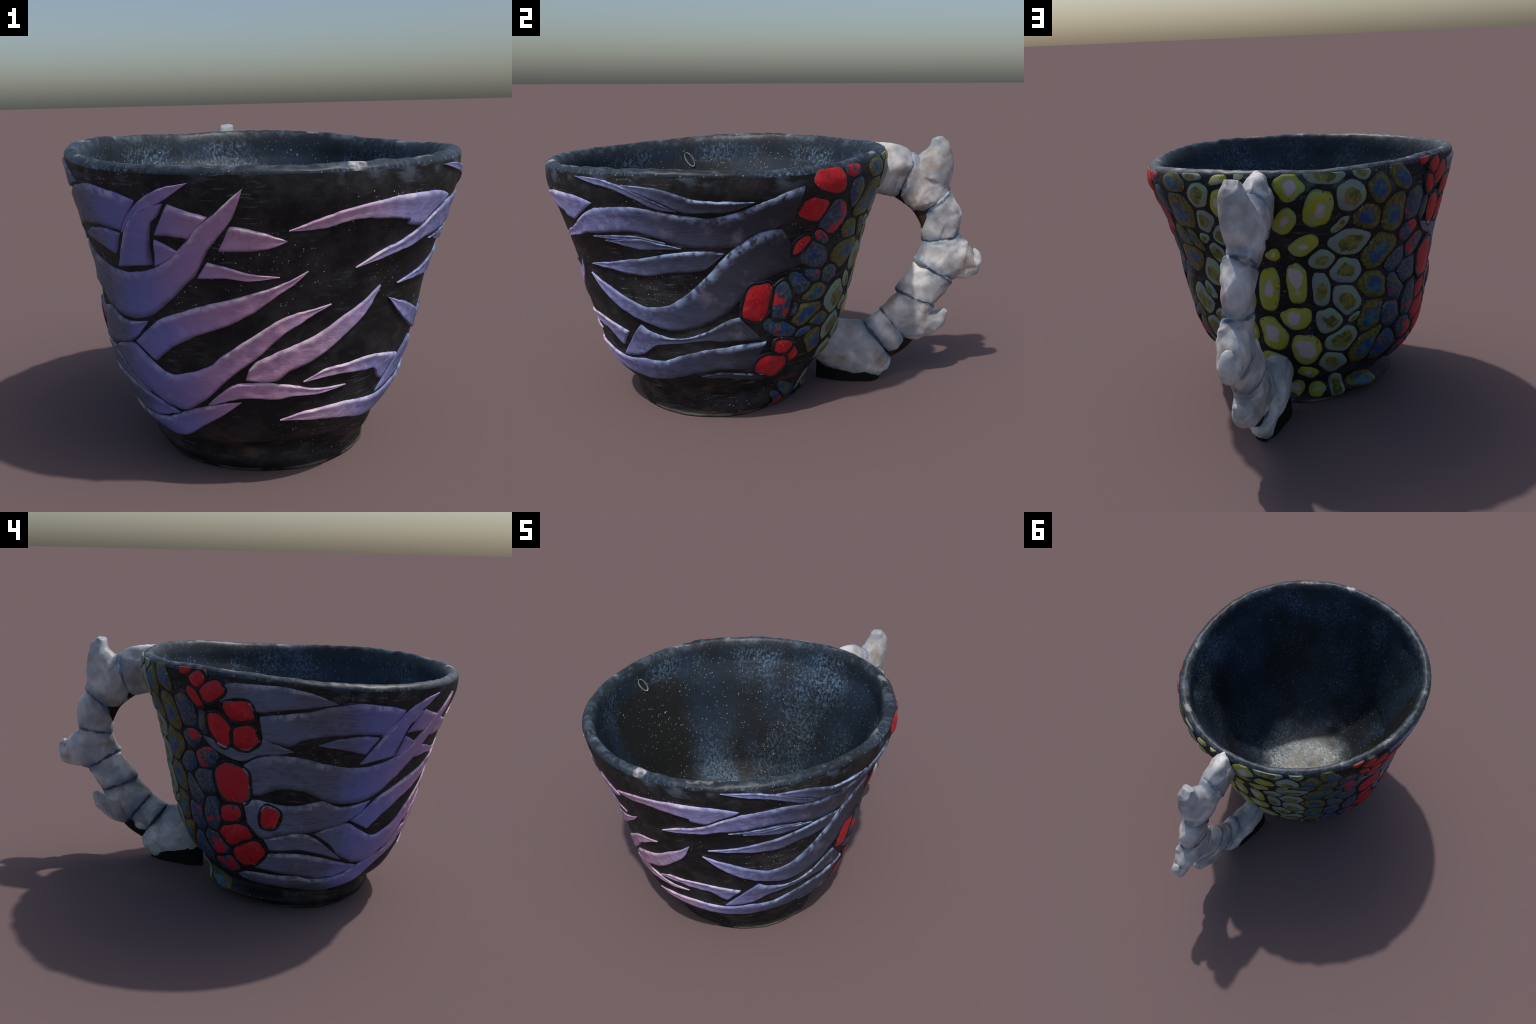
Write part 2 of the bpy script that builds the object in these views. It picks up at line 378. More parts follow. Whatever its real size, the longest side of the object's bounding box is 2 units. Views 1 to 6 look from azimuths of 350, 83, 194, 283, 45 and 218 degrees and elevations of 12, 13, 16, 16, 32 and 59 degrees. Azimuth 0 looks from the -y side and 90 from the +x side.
# ------------------------------------------------------------------ materials
def black_clay():
    n = Nodes('black_clay')
    base = n.mix(n.mask(n.noise(7, 6, rough=0.7), 0.40, 0.72), (0.009, 0.009, 0.010), (0.033, 0.033, 0.035))
    brush = n.noise(12, 6, stretch=(1, 1, 4), rough=0.65)
    base = n.mix(n.math('MULTIPLY', n.mask(brush, 0.56, 0.74), 0.6), base, (0.066, 0.064, 0.066))
    strokes = n.noise(11, 5, stretch=(1, 1, 9), offset=(3, 6, 2), rough=0.6)
    patch = n.mask(n.noise(3.2, 2, offset=(8, 3, 5)), 0.48, 0.62)
    base = n.mix(n.math('MULTIPLY', n.math('MULTIPLY', n.mask(strokes, 0.56, 0.70), patch), 0.7), base, (0.13, 0.145, 0.165))
    z = n.axis(2)
    low = n.mask(z, 0.24, 0.14)
    rust = n.math('MULTIPLY', n.mask(n.noise(7, 4, stretch=(1, 1, 2.5)), 0.52, 0.7), low)
    base = n.mix(n.math('MULTIPLY', rust, 0.75), base, (0.095, 0.058, 0.040))
    rim = n.math('MULTIPLY', n.mask(z, 0.98, 1.06), n.mask(n.noise(9, 5, stretch=(1, 1, 2)), 0.5, 0.72))
    base = n.mix(n.math('MULTIPLY', rim, 0.6), base, (0.10, 0.13, 0.17))
    dots = n.math('MAXIMUM', n.specks(62, 0.20, 0.16), n.specks(120, 0.30, 0.25))
    where = n.mask(n.noise(4.5, 3), 0.50, 0.60)
    base = n.mix(n.math('MULTIPLY', n.math('MULTIPLY', dots, where), 0.7), base, (0.45, 0.47, 0.5))
    foot = n.math('MULTIPLY', n.mask(z, 0.016, 0.006), n.mask(n.noise(6, 3), 0.42, 0.55))
    base = n.mix(n.math('MULTIPLY', foot, 0.7), base, (0.22, 0.20, 0.16))
    n.bump(n.noise(50, 4), 0.35)
    return n.finish(base, 0.6, 0.2)


def night_glaze():
    """Inside of the cup and its lip: blue-black, mottled, frosted with pale specks."""
    n = Nodes('night_glaze')
    z = n.axis(2)
    cloud = n.noise(3.2, 4, stretch=(1, 1, 0.55))
    base = n.mix(n.mask(cloud, 0.35, 0.65), (0.013, 0.015, 0.018), (0.018, 0.031, 0.052))
    turn = n.turn()
    high = n.mask(z, 0.72, 1.05)
    bare = n.math('MULTIPLY', n.mask(n.math('ABSOLUTE', n.math('ADD', turn, n.math('MULTIPLY_ADD', n.noise(5, 3), 30, 62))), 32, 18), n.mask(z, 1.03, 0.95))
    frost = n.math('MULTIPLY', n.mask(n.noise(3.4, 4, stretch=(1, 1, 0.7), offset=(3, 1, 2)), 0.40, 0.70), n.math('MULTIPLY_ADD', high, 0.6, 0.4))
    frost = n.math('MULTIPLY', frost, n.math('SUBTRACT', 1, bare))
    base = n.mix(bare, base, (0.016, 0.017, 0.016))
    grain = n.noise(80, 4, stretch=(1, 1, 0.7), rough=0.75)
    flecks = n.math('MULTIPLY', frost, n.mask(grain, 0.42, 0.72))
    base = n.mix(flecks, base, (0.17, 0.27, 0.40))
    run = n.math('ADD', turn, n.math('MULTIPLY_ADD', n.noise(6, 4), 36, 96))
    streak = n.math('MULTIPLY', n.mask(n.math('ABSOLUTE', run), 20, 2), n.mask(n.math('ADD', z, n.math('MULTIPLY', n.noise(4, 3), 0.5)), 1.02, 0.5))
    base = n.mix(n.math('MULTIPLY', n.math('MULTIPLY', streak, 1.0), n.mask(grain, 0.36, 0.68)), base, (0.14, 0.23, 0.33))
    low = n.mask(n.math('ADD', z, n.math('MULTIPLY', n.noise(5, 4), 0.26)), 0.40, 0.22)
    pool = n.math('MULTIPLY', low, n.mask(n.noise(5, 6, offset=(5, 5, 5), rough=0.6), 0.30, 0.62))
    gritty = n.mix(n.mask(n.noise(70, 3, rough=0.7), 0.36, 0.66), (0.10, 0.125, 0.15), (0.62, 0.70, 0.70))
    base = n.mix(pool, base, gritty)
    tan = n.math('MULTIPLY', n.mask(z, 0.20, 0.16), n.mask(n.noise(9, 4, offset=(1, 2, 8)), 0.50, 0.66))
    base = n.mix(n.math('MULTIPLY', tan, 0.7), base, (0.14, 0.12, 0.10))
    dots = n.math('MAXIMUM', n.math('MULTIPLY', n.specks(44, 0.22, 0.14), n.mask(n.noise(6, 3, offset=(4, 9, 3)), 0.45, 0.6)), n.math('MULTIPLY', n.specks(95, 0.34, 0.3), 0.6))
    base = n.mix(n.math('MULTIPLY', dots, 0.75), base, (0.36, 0.44, 0.50))
    lip = n.attribute('lip')
    base = n.mix(n.math('MULTIPLY', n.mask(lip, 0.3, 0.7), 0.7), base, (0.018, 0.021, 0.026))
    crest = n.math('MULTIPLY', n.mask(lip, 0.55, 0.9), n.mask(n.noise(17, 6, rough=0.7), 0.44, 0.68))
    base = n.mix(n.math('MULTIPLY', crest, 0.75), base, (0.095, 0.125, 0.165))
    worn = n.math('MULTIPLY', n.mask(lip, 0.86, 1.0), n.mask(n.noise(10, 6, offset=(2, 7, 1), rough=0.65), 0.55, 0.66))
    base = n.mix(n.math('MULTIPLY', worn, 0.7), base, (0.34, 0.33, 0.32))
    patch_distance = n.tree.nodes.new('ShaderNodeVectorMath')
    patch_distance.operation = 'DISTANCE'
    n.put(patch_distance.inputs[0], n.coord)
    patch_distance.inputs[1].default_value = (0.142, -0.962, 1.075)
    pale_patch = n.mask(n.math('ADD', patch_distance.outputs['Value'], n.math('MULTIPLY', n.noise(22, 3), 0.03)), 0.048, 0.034)
    base = n.mix(n.math('MULTIPLY', pale_patch, 0.85), base, n.mix(n.mask(n.noise(34, 3), 0.38, 0.62), (0.14, 0.14, 0.15), (0.56, 0.54, 0.56)))
    n.bump(n.noise(45, 3), 0.25)
    return n.finish(base, 0.45, 0.3)


def feather_glaze():
    """Slate at the sides, violet round to the front, rose at the tips: colour runs round the cup."""
    n = Nodes('feather_glaze')
    turn = n.math('ADD', n.turn(), n.math('MULTIPLY', n.math('SUBTRACT', n.noise(6, 3), 0.5), 16))
    f = n.math('DIVIDE', n.math('ADD', turn, 120), 240)

    def at(deg, *c):
        return ((deg + 120) / 240, c)

    base = n.ramp(f, [at(-118, .110, .122, .165), at(-90, .130, .155, .230), at(-70, .110, .118, .165), at(-61, .115, .130, .220),
                      at(-53, .140, .160, .410), at(-40, .190, .185, .460), at(-28, .330, .215, .430), at(-10, .500, .265, .400),
                      at(8, .500, .330, .480), at(26, .310, .300, .610), at(38, .165, .185, .420), at(52, .082, .100, .215), at(66, .060, .074, .140),
                      at(84, .045, .052, .082), at(110, .023, .024, .031)])
    streak = n.noise(16, 6, stretch=(1, 1, 6), rough=0.7)
    base = n.mix(n.math('MULTIPLY', n.mask(streak, 0.42, 0.68), n.math('MULTIPLY_ADD', n.math('MAXIMUM', n.mask(turn, -50, -62), n.mask(turn, 45, 70)), 0.45, 0.08)), base, (0.045, 0.045, 0.058))
    sky = n.math('MULTIPLY', n.mask(n.noise(5, 3, offset=(7, 2, 1)), 0.5, 0.66), n.mask(turn, -48, -60))
    base = n.mix(n.math('MULTIPLY', sky, 0.6), base, (0.12, 0.16, 0.27))
    blotch = n.noise(11, 3, offset=(4, 4, 4))
    base = n.mix(n.math('MULTIPLY', n.mask(blotch, 0.55, 0.75), 0.3), base, n.mix(0.5, base, (0.5, 0.42, 0.62)))
    # light and dark of small facets painted as cell tints, strongest front and right
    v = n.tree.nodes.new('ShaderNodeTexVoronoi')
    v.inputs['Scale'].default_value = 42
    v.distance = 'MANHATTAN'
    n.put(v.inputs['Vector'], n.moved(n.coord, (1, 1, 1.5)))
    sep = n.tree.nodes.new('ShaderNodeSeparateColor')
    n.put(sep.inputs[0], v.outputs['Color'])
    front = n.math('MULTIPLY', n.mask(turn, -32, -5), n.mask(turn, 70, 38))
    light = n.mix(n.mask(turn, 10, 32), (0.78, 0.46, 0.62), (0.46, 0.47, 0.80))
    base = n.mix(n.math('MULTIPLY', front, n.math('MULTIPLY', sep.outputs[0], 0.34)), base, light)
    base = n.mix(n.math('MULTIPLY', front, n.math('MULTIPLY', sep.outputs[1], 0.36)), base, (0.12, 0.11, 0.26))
    # edge highlight painted pale along each feather's top, only faintly along its bottom
    across = n.attribute('across')
    worn = n.math('ADD', across, n.math('MULTIPLY', n.math('SUBTRACT', n.noise(14, 4), 0.5), 0.5))  # position across the feather, roughened so the drawn highlight looks uneven
    edge = n.math('ADD', n.math('MULTIPLY', n.mask(worn, 0.50, 0.86), 1.0), n.math('MULTIPLY', n.mask(worn, -0.80, -0.98), 0.12))
    base = n.mix(n.math('MULTIPLY', n.mask(worn, -0.62, -1.05), 0.75), base, (0.022, 0.022, 0.028))
    highlight_breaks = n.mask(n.noise(30, 4), 0.36, 0.6)
    pale = n.mix(n.math('MULTIPLY_ADD', n.mask(turn, -50, 0), 0.35, 0.35), base, n.mix(n.mask(turn, 25, 50), (0.80, 0.70, 0.74), (0.40, 0.53, 0.82)))
    base = n.mix(n.math('MULTIPLY', edge, n.math('MULTIPLY', highlight_breaks, n.math('MULTIPLY_ADD', n.mask(n.noise(4, 2, offset=(9, 9, 2)), 0.36, 0.60), 0.75, 0.22))), base, pale)
    n.bump(n.noise(40, 4, stretch=(1, 1, 3)), 0.3)
    return n.finish(base, 0.5, 0.25)


def shifted(n):
    v = n.tree.nodes.new('ShaderNodeCombineXYZ')
    r = n.chance()
    n.put(v.inputs[0], n.math('MULTIPLY', r, 17))
    n.put(v.inputs[1], n.math('MULTIPLY', r, 29))
    n.put(v.inputs[2], n.math('MULTIPLY', r, 41))
    return v.outputs[0]


def scale_glaze(kind):
    n = Nodes(kind + '_scale_glaze')
    off = shifted(n)
    rim = n.attribute('rim')
    ragged = n.math('ADD', rim, n.math('MULTIPLY', n.math('SUBTRACT', n.noise(38, 4, offset=off), 0.5), 0.34))
    swirl = n.noise(20, 3, offset=off)
    fine = n.noise(70, 3)
    slate = n.mix(n.mask(fine, 0.4, 0.65), (0.024, 0.042, 0.066), (0.062, 0.095, 0.130))
    if kind == 'red':
        base = n.mix(n.mask(swirl, 0.4, 0.7), (0.38, 0.009, 0.016), (0.52, 0.013, 0.022))
        base = n.mix(n.math('MULTIPLY', n.mask(n.noise(26, 4, offset=off), 0.52, 0.74), 0.45), base, (0.26, 0.045, 0.06))
        base = n.mix(n.math('MULTIPLY', n.mask(n.noise(55, 4, offset=off, stretch=(1, 1, 0.5)), 0.54, 0.72), 0.4), base, (0.55, 0.07, 0.09))
        base = n.mix(n.math('MULTIPLY', n.specks(55, 0.28, 0.16), 0.8), base, (0.12, 0.02, 0.02))
        base = n.mix(n.math('MULTIPLY', n.mask(ragged, 0.84, 1.05), 0.6), base, (0.17, 0.03, 0.04))
    elif kind in ('mixed', 'scarlet'):
        blue = n.mix(n.mask(n.noise(24, 3, offset=off), 0.54, 0.64), slate, (0.012, 0.035, 0.13))
        lo = 0.53 if kind == 'mixed' else 0.40
        base = n.mix(n.mask(n.noise(13, 1.5, offset=off), lo, lo + 0.03), blue, (0.44, 0.014, 0.028))
        base = n.mix(n.math('MULTIPLY', n.mask(ragged, 0.84, 1.0), 0.8), base, slate)
    elif kind == 'blue':
        base = n.mix(n.mask(swirl, 0.50, 0.6), slate, (0.012, 0.045, 0.16))
        base = n.mix(n.math('MULTIPLY', n.mask(n.noise(17, 2, offset=off), 0.64, 0.67), 0.8), base, (0.32, 0.02, 0.04))
        base = n.mix(n.math('MULTIPLY', n.mask(n.noise(13, 2, offset=off), 0.42, 0.36), 0.7), base, (0.085, 0.105, 0.035))
    elif kind == 'olive':
        core = n.mix(n.mask(n.noise(26, 3, offset=off), 0.44, 0.6), (0.012, 0.050, 0.165), (0.035, 0.115, 0.125))
        skin = n.mix(n.mask(fine, 0.35, 0.65), (0.055, 0.055, 0.013), (0.130, 0.128, 0.028))
        wander = n.math('ADD', ragged, n.math('MULTIPLY', n.math('SUBTRACT', n.noise(13, 2.5, offset=off), 0.5), 1.1))
        base = n.mix(n.mask(wander, 0.42, 0.66), core, skin)
        base = n.mix(n.math('MULTIPLY', n.mask(ragged, 0.84, 1.06), 0.85), base, (0.028, 0.027, 0.016))
    elif kind == 'green':
        core = n.mix(n.mask(swirl, 0.40, 0.6), (0.080, 0.080, 0.013), (0.160, 0.160, 0.040))
        core = n.mix(n.math('MULTIPLY', n.mask(n.math('ABSOLUTE', n.math('SUBTRACT', n.noise(17, 1, offset=off), 0.5)), 0.03, 0.0), 0.35), core, (0.34, 0.34, 0.17))
        skin = n.mix(n.mask(n.noise(11, 2, offset=off), 0.42, 0.58), (0.175, 0.225, 0.230), (0.185, 0.270, 0.180))
        wander = n.math('ADD', ragged, n.math('MULTIPLY', n.math('SUBTRACT', n.noise(15, 2.5, offset=off), 0.5), 0.95))
        base = n.mix(n.mask(wander, 0.52, 0.60), core, skin)
        base = n.mix(n.math('MULTIPLY', n.specks(85, 0.32, 0.2), n.mask(rim, 0.5, 0.8)), base, (0.03, 0.03, 0.025))
        base = n.mix(n.math('MULTIPLY', n.mask(ragged, 0.93, 1.08), 0.7), base, (0.05, 0.06, 0.05))
    else:
        base = n.mix(n.mask(n.noise(12, 2.5, offset=off), 0.40, 0.62), (0.32, 0.34, 0.020), (0.26, 0.33, 0.105))
        spot = n.math('ADD', rim, n.math('MULTIPLY', n.math('SUBTRACT', n.noise(11, 1.5, offset=off), 0.5), 2.0))
        base = n.mix(n.mask(spot, 0.52, 0.24), base, (0.42, 0.395, 0.43))
        base = n.mix(n.math('MULTIPLY', n.specks(80, 0.34, 0.25), n.mask(rim, 0.6, 0.85)), base, (0.04, 0.04, 0.02))
        base = n.mix(n.math('MULTIPLY', n.mask(ragged, 0.84, 1.08), 0.75), base, (0.085, 0.090, 0.025))
    dust = n.math('MAXIMUM', n.specks(85, 0.22, 0.06), n.math('MULTIPLY', n.specks(110, 0.34, 0.22), n.mask(rim, 0.8, 1.0)))
    base = n.mix(n.math('MULTIPLY', dust, 0.75), base, (0.5, 0.52, 0.55))
    n.bump(n.noise(48, 4), 0.55)
    return n.finish(base, 0.45, 0.3)


def bone_glaze():
    n = Nodes('bone_glaze')
    base = n.mix(n.mask(n.noise(6, 3), 0.40, 0.66), (0.69, 0.665, 0.65), (0.40, 0.40, 0.415))  # base whitened to match the handle's sunlit tops
    wet = n.mask(n.noise(6, 4, offset=(6, 1, 4)), 0.46, 0.68)
    base = n.mix(n.math('MULTIPLY', wet, 0.7), base, (0.22, 0.255, 0.30))
    tea = n.mask(n.noise(8, 4, offset=(3, 2, 9)), 0.50, 0.68)
    base = n.mix(n.math('MULTIPLY', tea, 0.7), base, (0.27, 0.205, 0.15))
    base = n.mix(n.math('MULTIPLY', n.mask(n.noise(34, 4, rough=0.7), 0.50, 0.72), 0.35), base, (0.26, 0.255, 0.26))
    seam = n.math('ADD', n.attribute('seam'), n.math('MULTIPLY', n.math('SUBTRACT', n.noise(16, 4), 0.5), 0.045))
    wash = n.math('MULTIPLY', n.mask(seam, 0.052, 0.006), n.mask(n.noise(8, 3, offset=(1, 8, 4)), 0.34, 0.60))
    base = n.mix(n.math('MULTIPLY', wash, 0.85), base, (0.145, 0.195, 0.27))
    ink = n.math('MULTIPLY', n.mask(n.math('ADD', n.attribute('seam'), n.math('MULTIPLY', n.math('SUBTRACT', n.noise(30, 3), 0.5), 0.02)), 0.010, 0.002), n.mask(n.noise(9, 3, offset=(8, 8, 1)), 0.30, 0.48))
    base = n.mix(n.math('MULTIPLY', ink, 0.85), base, (0.03, 0.05, 0.09))
    n.bump(n.noise(26, 3), 0.2)
    return n.finish(base, 0.45, 0.3)


def inner_brown():
    n = Nodes('dark_inner_brown')
    base = n.mix(n.mask(n.noise(9, 3), 0.4, 0.7), (0.012, 0.010, 0.009), (0.055, 0.032, 0.02))
    return n.finish(base, 0.55, 0.2)


def flat_black_material():
    n = Nodes('flat_black')
    n.bump(n.noise(30, 3), 0.3)
    return n.finish(n.mix(n.noise(12, 3), (0.006, 0.006, 0.006), (0.014, 0.013, 0.012)), 0.8, 0.1)


def black_glaze():
    n = Nodes('black_glaze')
    base = n.mix(n.mask(n.noise(30, 4), 0.4, 0.7), (0.008, 0.008, 0.009), (0.022, 0.022, 0.025))
    base = n.mix(n.math('MULTIPLY', n.specks(95, 0.3, 0.2), 0.6), base, (0.32, 0.34, 0.36))
    return n.finish(base, 0.55, 0.25)


def chalk():
    n = Nodes('chalk_mark')
    return n.finish(n.mix(n.noise(60, 3), (0.06, 0.065, 0.065), (0.42, 0.44, 0.41)), 0.6, 0.2)


# ------------------------------------------------------------------ object helpers
mug = bpy.data.objects.new('mug', None)
bpy.context.collection.objects.link(mug)
mug['label'] = 'black mug with lavender feathers, coloured scales and bone spine handle'
mug['category'] = 'ceramic mug'


def make(name, verts, faces, mats, parent, smooth=True, origin=None):
    me = bpy.data.meshes.new(name)
    verts = np.asarray(verts, float)
    if origin is not None:
        verts = verts - np.asarray(origin)
    me.from_pydata([tuple(v) for v in verts], [], faces)
    for m in mats:
        me.materials.append(m)
    if smooth:
        me.polygons.foreach_set('use_smooth', [True] * len(me.polygons))
    ob = bpy.data.objects.new(name, me)
    if origin is not None:
        ob.location = origin
    ob.parent = parent
    bpy.context.collection.objects.link(ob)
    return ob


def measure(ob, name, values):
    ob.data.attributes.new(name, 'FLOAT', 'POINT').data.foreach_set('value', list(values))


def grid_faces(rows, cols, wrap):
    out = []
    for i in range(rows - 1):
        for j in range(cols if wrap else cols - 1):
            k = (j + 1) % cols
            out.append((i * cols + j, i * cols + k, (i + 1) * cols + k, (i + 1) * cols + j))
    return out


CLAY, NIGHT = black_clay(), night_glaze()
COLS = 360
LIP_FROM = 0.978
ring = np.linspace(0, 2 * np.pi, COLS, endpoint=False)


# ------------------------------------------------------------------ cup: outer wall, lip, inside
def spline(knots, values, x):
    """Cubic through the stations, without overshoot between them."""
    k, v = np.asarray(knots, float), np.asarray(values, float)
    d = np.diff(v) / np.diff(k)
    m = np.zeros_like(v)
    m[0], m[-1] = d[0], d[-1]
    for i in range(1, len(v) - 1):
        h0, h1 = k[i] - k[i - 1], k[i + 1] - k[i]
        m[i] = (d[i - 1] * h1 + d[i] * h0) / (h0 + h1)
    i = np.clip(np.searchsorted(k, x, side='right') - 1, 0, len(k) - 2)
    h = k[i + 1] - k[i]
    s = (x - k[i]) / h
    return ((2 * s**3 - 3 * s**2 + 1) * v[i] + (s**3 - 2 * s**2 + s) * h * m[i]
            + (-2 * s**3 + 3 * s**2) * v[i + 1] + (s**3 - s**2) * h * m[i + 1])


def build_cup():
    levels = np.concatenate([np.linspace(0, 0.12, 16), np.linspace(0.135, LIP_FROM, 100)])
    rows = []
    for t in levels:
        p = wall(ring, t, -ground(ring))
        for j in range(COLS):
            # finger marks: slow lumps, finer chatter on the foot
            q = p[j]
            amp = 0.004 * lump(q, 5) + 0.0016 * lump(q, 22, 3) + (0.004 if t < 0.13 else 0.0) * lump((q[0], q[1], q[2] * 2), 14, 8)
            out = np.array([math.sin(ring[j]), -math.cos(ring[j]), 0.0])
            p[j] = q + out * amp * (0.75 if 0.14 < t else 1.0)
        rows.append(p)
    rows = np.array(rows)
    rows[0, :, 2] = 0.0
    # bottom disc: a shallow foot ring then a centre point
    inset = [np.array([AXIS[0], AXIS[1], 0]) + (rows[0] - [AXIS[0], AXIS[1], 0]) * s + [0, 0, dz] for s, dz in ((0.94, 0.0), (0.88, 0.012), (0.45, 0.012))]
    allrows = inset[::-1] + list(rows)
    verts = np.concatenate(allrows)
    faces = grid_faces(len(allrows), COLS, True)
    verts = np.vstack([verts, [[AXIS[0], AXIS[1], 0.012]]])
    c = len(verts) - 1
    faces += [(c, (j + 1) % COLS, j) for j in range(COLS)]
    cup = make('cup_wall', verts, faces, [CLAY], mug)
    return cup, rows[-1]


def thickness(a, t):
    """Wall thickness: heavier low down and on the handle side."""
    t = np.asarray(t, float)
    a = np.asarray(a)

    def side(deg, spread):
        return np.exp(-(((a - math.radians(deg) + np.pi) % (2 * np.pi) - np.pi) / spread) ** 2)

    swell = 0.020 * side(140, 0.62) + 0.014 * side(-150, 0.5) + 0.012 * side(32, 0.45) - 0.008 * side(-48, 0.4)
    low = np.clip((0.72 - t) / 0.30, 0, 1)
    return 0.053 + swell * np.clip((0.97 - t) / 0.08, 0, 1) + (0.024 + 0.012 * np.cos(a + 2.6)) * low * low * (3 - 2 * low)


def build_inside(edge):
    """Rounded lip that starts on the wall's top border, then the inside down to the floor."""
    hz = rim_height(ring)
    er = np.stack([np.sin(ring), -np.cos(ring), np.zeros(COLS)], -1)
    th = thickness(ring, 1.0)
    
    rows, lip = [edge], [0.0]
    t0, t_in = LIP_FROM, 0.90
    r_edge = np.hypot(edge[:, 0] - AXIS[0], edge[:, 1] - AXIS[1])
    r_inner = radius(ring, t_in) - 0.004 - thickness(ring, t_in)
    for k in range(1, 15):
        w = k / 14
        # crown: steep on the outer face, a worn crest, long slope to the inner face
        x = (1 - math.cos(math.pi * w)) / 2
        up = math.sin(math.pi * w) ** (0.6 if w < 0.5 else 0.85)
        foot_z = (t0 + (t_in - t0) * w) * hz
        z = foot_z + (hz - foot_z) * up
        r = r_edge + (r_inner - r_edge) * x + 0.004 * math.sin(math.pi * w)
        p = np.stack([AXIS[0] + r * np.sin(ring), AXIS[1] - r * np.cos(ring), z], -1)
        for j in range(COLS):
            p[j] += er[j] * (0.003 * lump(p[j], 12, 5) + 0.002 * lump(p[j], 30, 5)) * up
            p[j, 2] += (0.005 * lump(p[j], 7, 2) + 0.004 * lump(p[j], 26, 6)) * up
        rows.append(p)
        lip.append(math.sin(math.pi * w) ** 0.8)
    t0 = t_in
    floor = 0.166
    steps = np.linspace(t0, 0.42, 40)[1:]
    for t in steps:
        r = radius(ring, t) - 0.004 - thickness(ring, t) 
        p = np.stack([AXIS[0] + r * np.sin(ring), AXIS[1] - r * np.cos(ring), t * hz], -1)
        for j in range(COLS):
            p[j] += er[j] * (0.004 * lump(p[j], 5, 11) + 0.001 * lump(p[j], 30, 4))
        rows.append(p)
        lip.append(0.0)
    base = rows[-1].copy()
    centre = np.array([AXIS[0], AXIS[1], 0.0])
    bowl_h = [0.0, 0.15, 0.35, 0.55, 0.72, 0.87, 0.96, 1.0, 1.0]      # how far down from t=0.42 to the floor
    bowl_r = [1.0, 0.95, 0.872, 0.772, 0.668, 0.565, 0.44, 0.26, 0.0]    # share of the radius left there
    walk = np.linspace(0, 1, 9)
    for w in np.linspace(0, 1, 31)[1:]:
        s = max(0.015, float(spline(walk, bowl_r, np.array([w]))[0]))
        d = float(spline(walk, bowl_h, np.array([w]))[0])
        p = centre + (base - centre) * [s, s, 1]
        p[:, 2] = base[:, 2] + (floor - base[:, 2]) * d
        for j in range(COLS):
            p[j, 2] += 0.004 * lump(p[j], 7, 1) * s
        rows.append(p)
        lip.append(0.0)
    verts = np.concatenate(rows)
    faces = grid_faces(len(rows), COLS, True)
    n = len(rows)
    faces.append(tuple((n - 1) * COLS + j for j in range(COLS)))
    ob = make('glazed_inside', verts, faces, [NIGHT], mug)
    measure(ob, 'lip', np.repeat(lip, COLS))
    return ob


cup, top_edge = build_cup()
inside = build_inside(top_edge)

# ------------------------------------------------------------------ feathers: ribbons along their spines
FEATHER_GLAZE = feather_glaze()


ACROSS = np.array([-1, -0.97, -0.92, -0.84, -0.72, -0.55, -0.3, 0, 0.3, 0.55, 0.72, 0.84, 0.92, 0.97, 1.0])


def build_feather(index, stations):
    st = np.array(stations)
    a, t, w, lean = np.radians(st[:, 0]), st[:, 1], st[:, 2], np.radians(st[:, 3])
    w = np.where(w > 0, w + 0.010, w)      # the sloping flanks take up the outermost millimetres
    r = radius(a, t)
    mid = np.stack([a * r, t * RISE], -1)
    half = np.stack([np.sin(lean), np.cos(lean)], -1) * w[:, None] / 2
    knots = np.concatenate([[0], np.cumsum(np.maximum(np.hypot(*np.diff(mid, axis=0).T), 0.012))])
    count = max(12, int(knots[-1] / 0.008))
    x = np.linspace(0, knots[-1], count)
    up = [spline(knots, v, x) for v in (a + half[:, 0] / r, t + half[:, 1] / RISE)]
    dn = [spline(knots, v, x) for v in (a - half[:, 0] / r, t - half[:, 1] / RISE)]
    width = np.maximum(spline(knots, w, x), 0.002)
    # the knife wandered: both edges waver a little
    for edge, sign, key in ((up, 1, 1.7), (dn, -1, 8.3)):
        for i in range(count):
            waver = 0.0030 * noise.noise(Vector((x[i] * 16, index * 3.1, key))) + 0.0020 * noise.noise(Vector((x[i] * 48, index * 5.7, key)))
            waver *= min(1.0, width[i] / 0.03)
            edge[1][i] += waver / RISE
    verts, across = [], []
    blunt0, blunt1 = w[0] > 0.01, w[-1] > 0.01
    for i in range(count):
        f = (ACROSS + 1) / 2
        aa = dn[0][i] + (up[0][i] - dn[0][i]) * f
        tt = dn[1][i] + (up[1][i] - dn[1][i]) * f
        # carved profile: raised shoulders, slightly hollow in the middle
        v = np.abs(ACROSS)
        lift = np.where(v > 0.995, -0.014, -0.004 + 0.0065 * np.clip((1.0 - v) / 0.15, 0, 1) ** 0.6 - 0.0022 * np.clip(1 - v / 0.7, 0, 1))
        thin = min(1.0, 0.35 + width[i] / 0.05)
        lift = np.where(lift > 0, lift * thin, lift)
        end = (blunt0 and i == 0) or (blunt1 and i == count - 1)
        p = wall(aa, np.clip(tt, 0.098, 0.985), lift)
        if end:
            p = wall(aa, np.clip(tt, 0.098, 0.985), np.full(len(aa), -0.014))
        elif True:
            for k in range(1, len(ACROSS) - 1):
                n = 0.0026 * lump(p[k], 15, index) + 0.0022 * lump(p[k], 36, 2 + index)
                rad = np.array([math.sin(aa[k]), -math.cos(aa[k]), 0])
                p[k] = p[k] + rad * n * thin
        verts.append(p)
        across.append(ACROSS if not end else np.zeros(len(v)))
    # the rows next to a blunt end close up on it so that the end face stands upright
    if blunt0:
        verts[1][:] = verts[0] + (verts[1] - verts[0])
    n = len(ACROSS)
    V = np.concatenate(verts)
    faces = grid_faces(count, n, False)
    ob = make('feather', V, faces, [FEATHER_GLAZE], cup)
    measure(ob, 'across', np.concatenate(across))
    return ob


for i, path in enumerate(FEATHERS):
    build_feather(i, path)

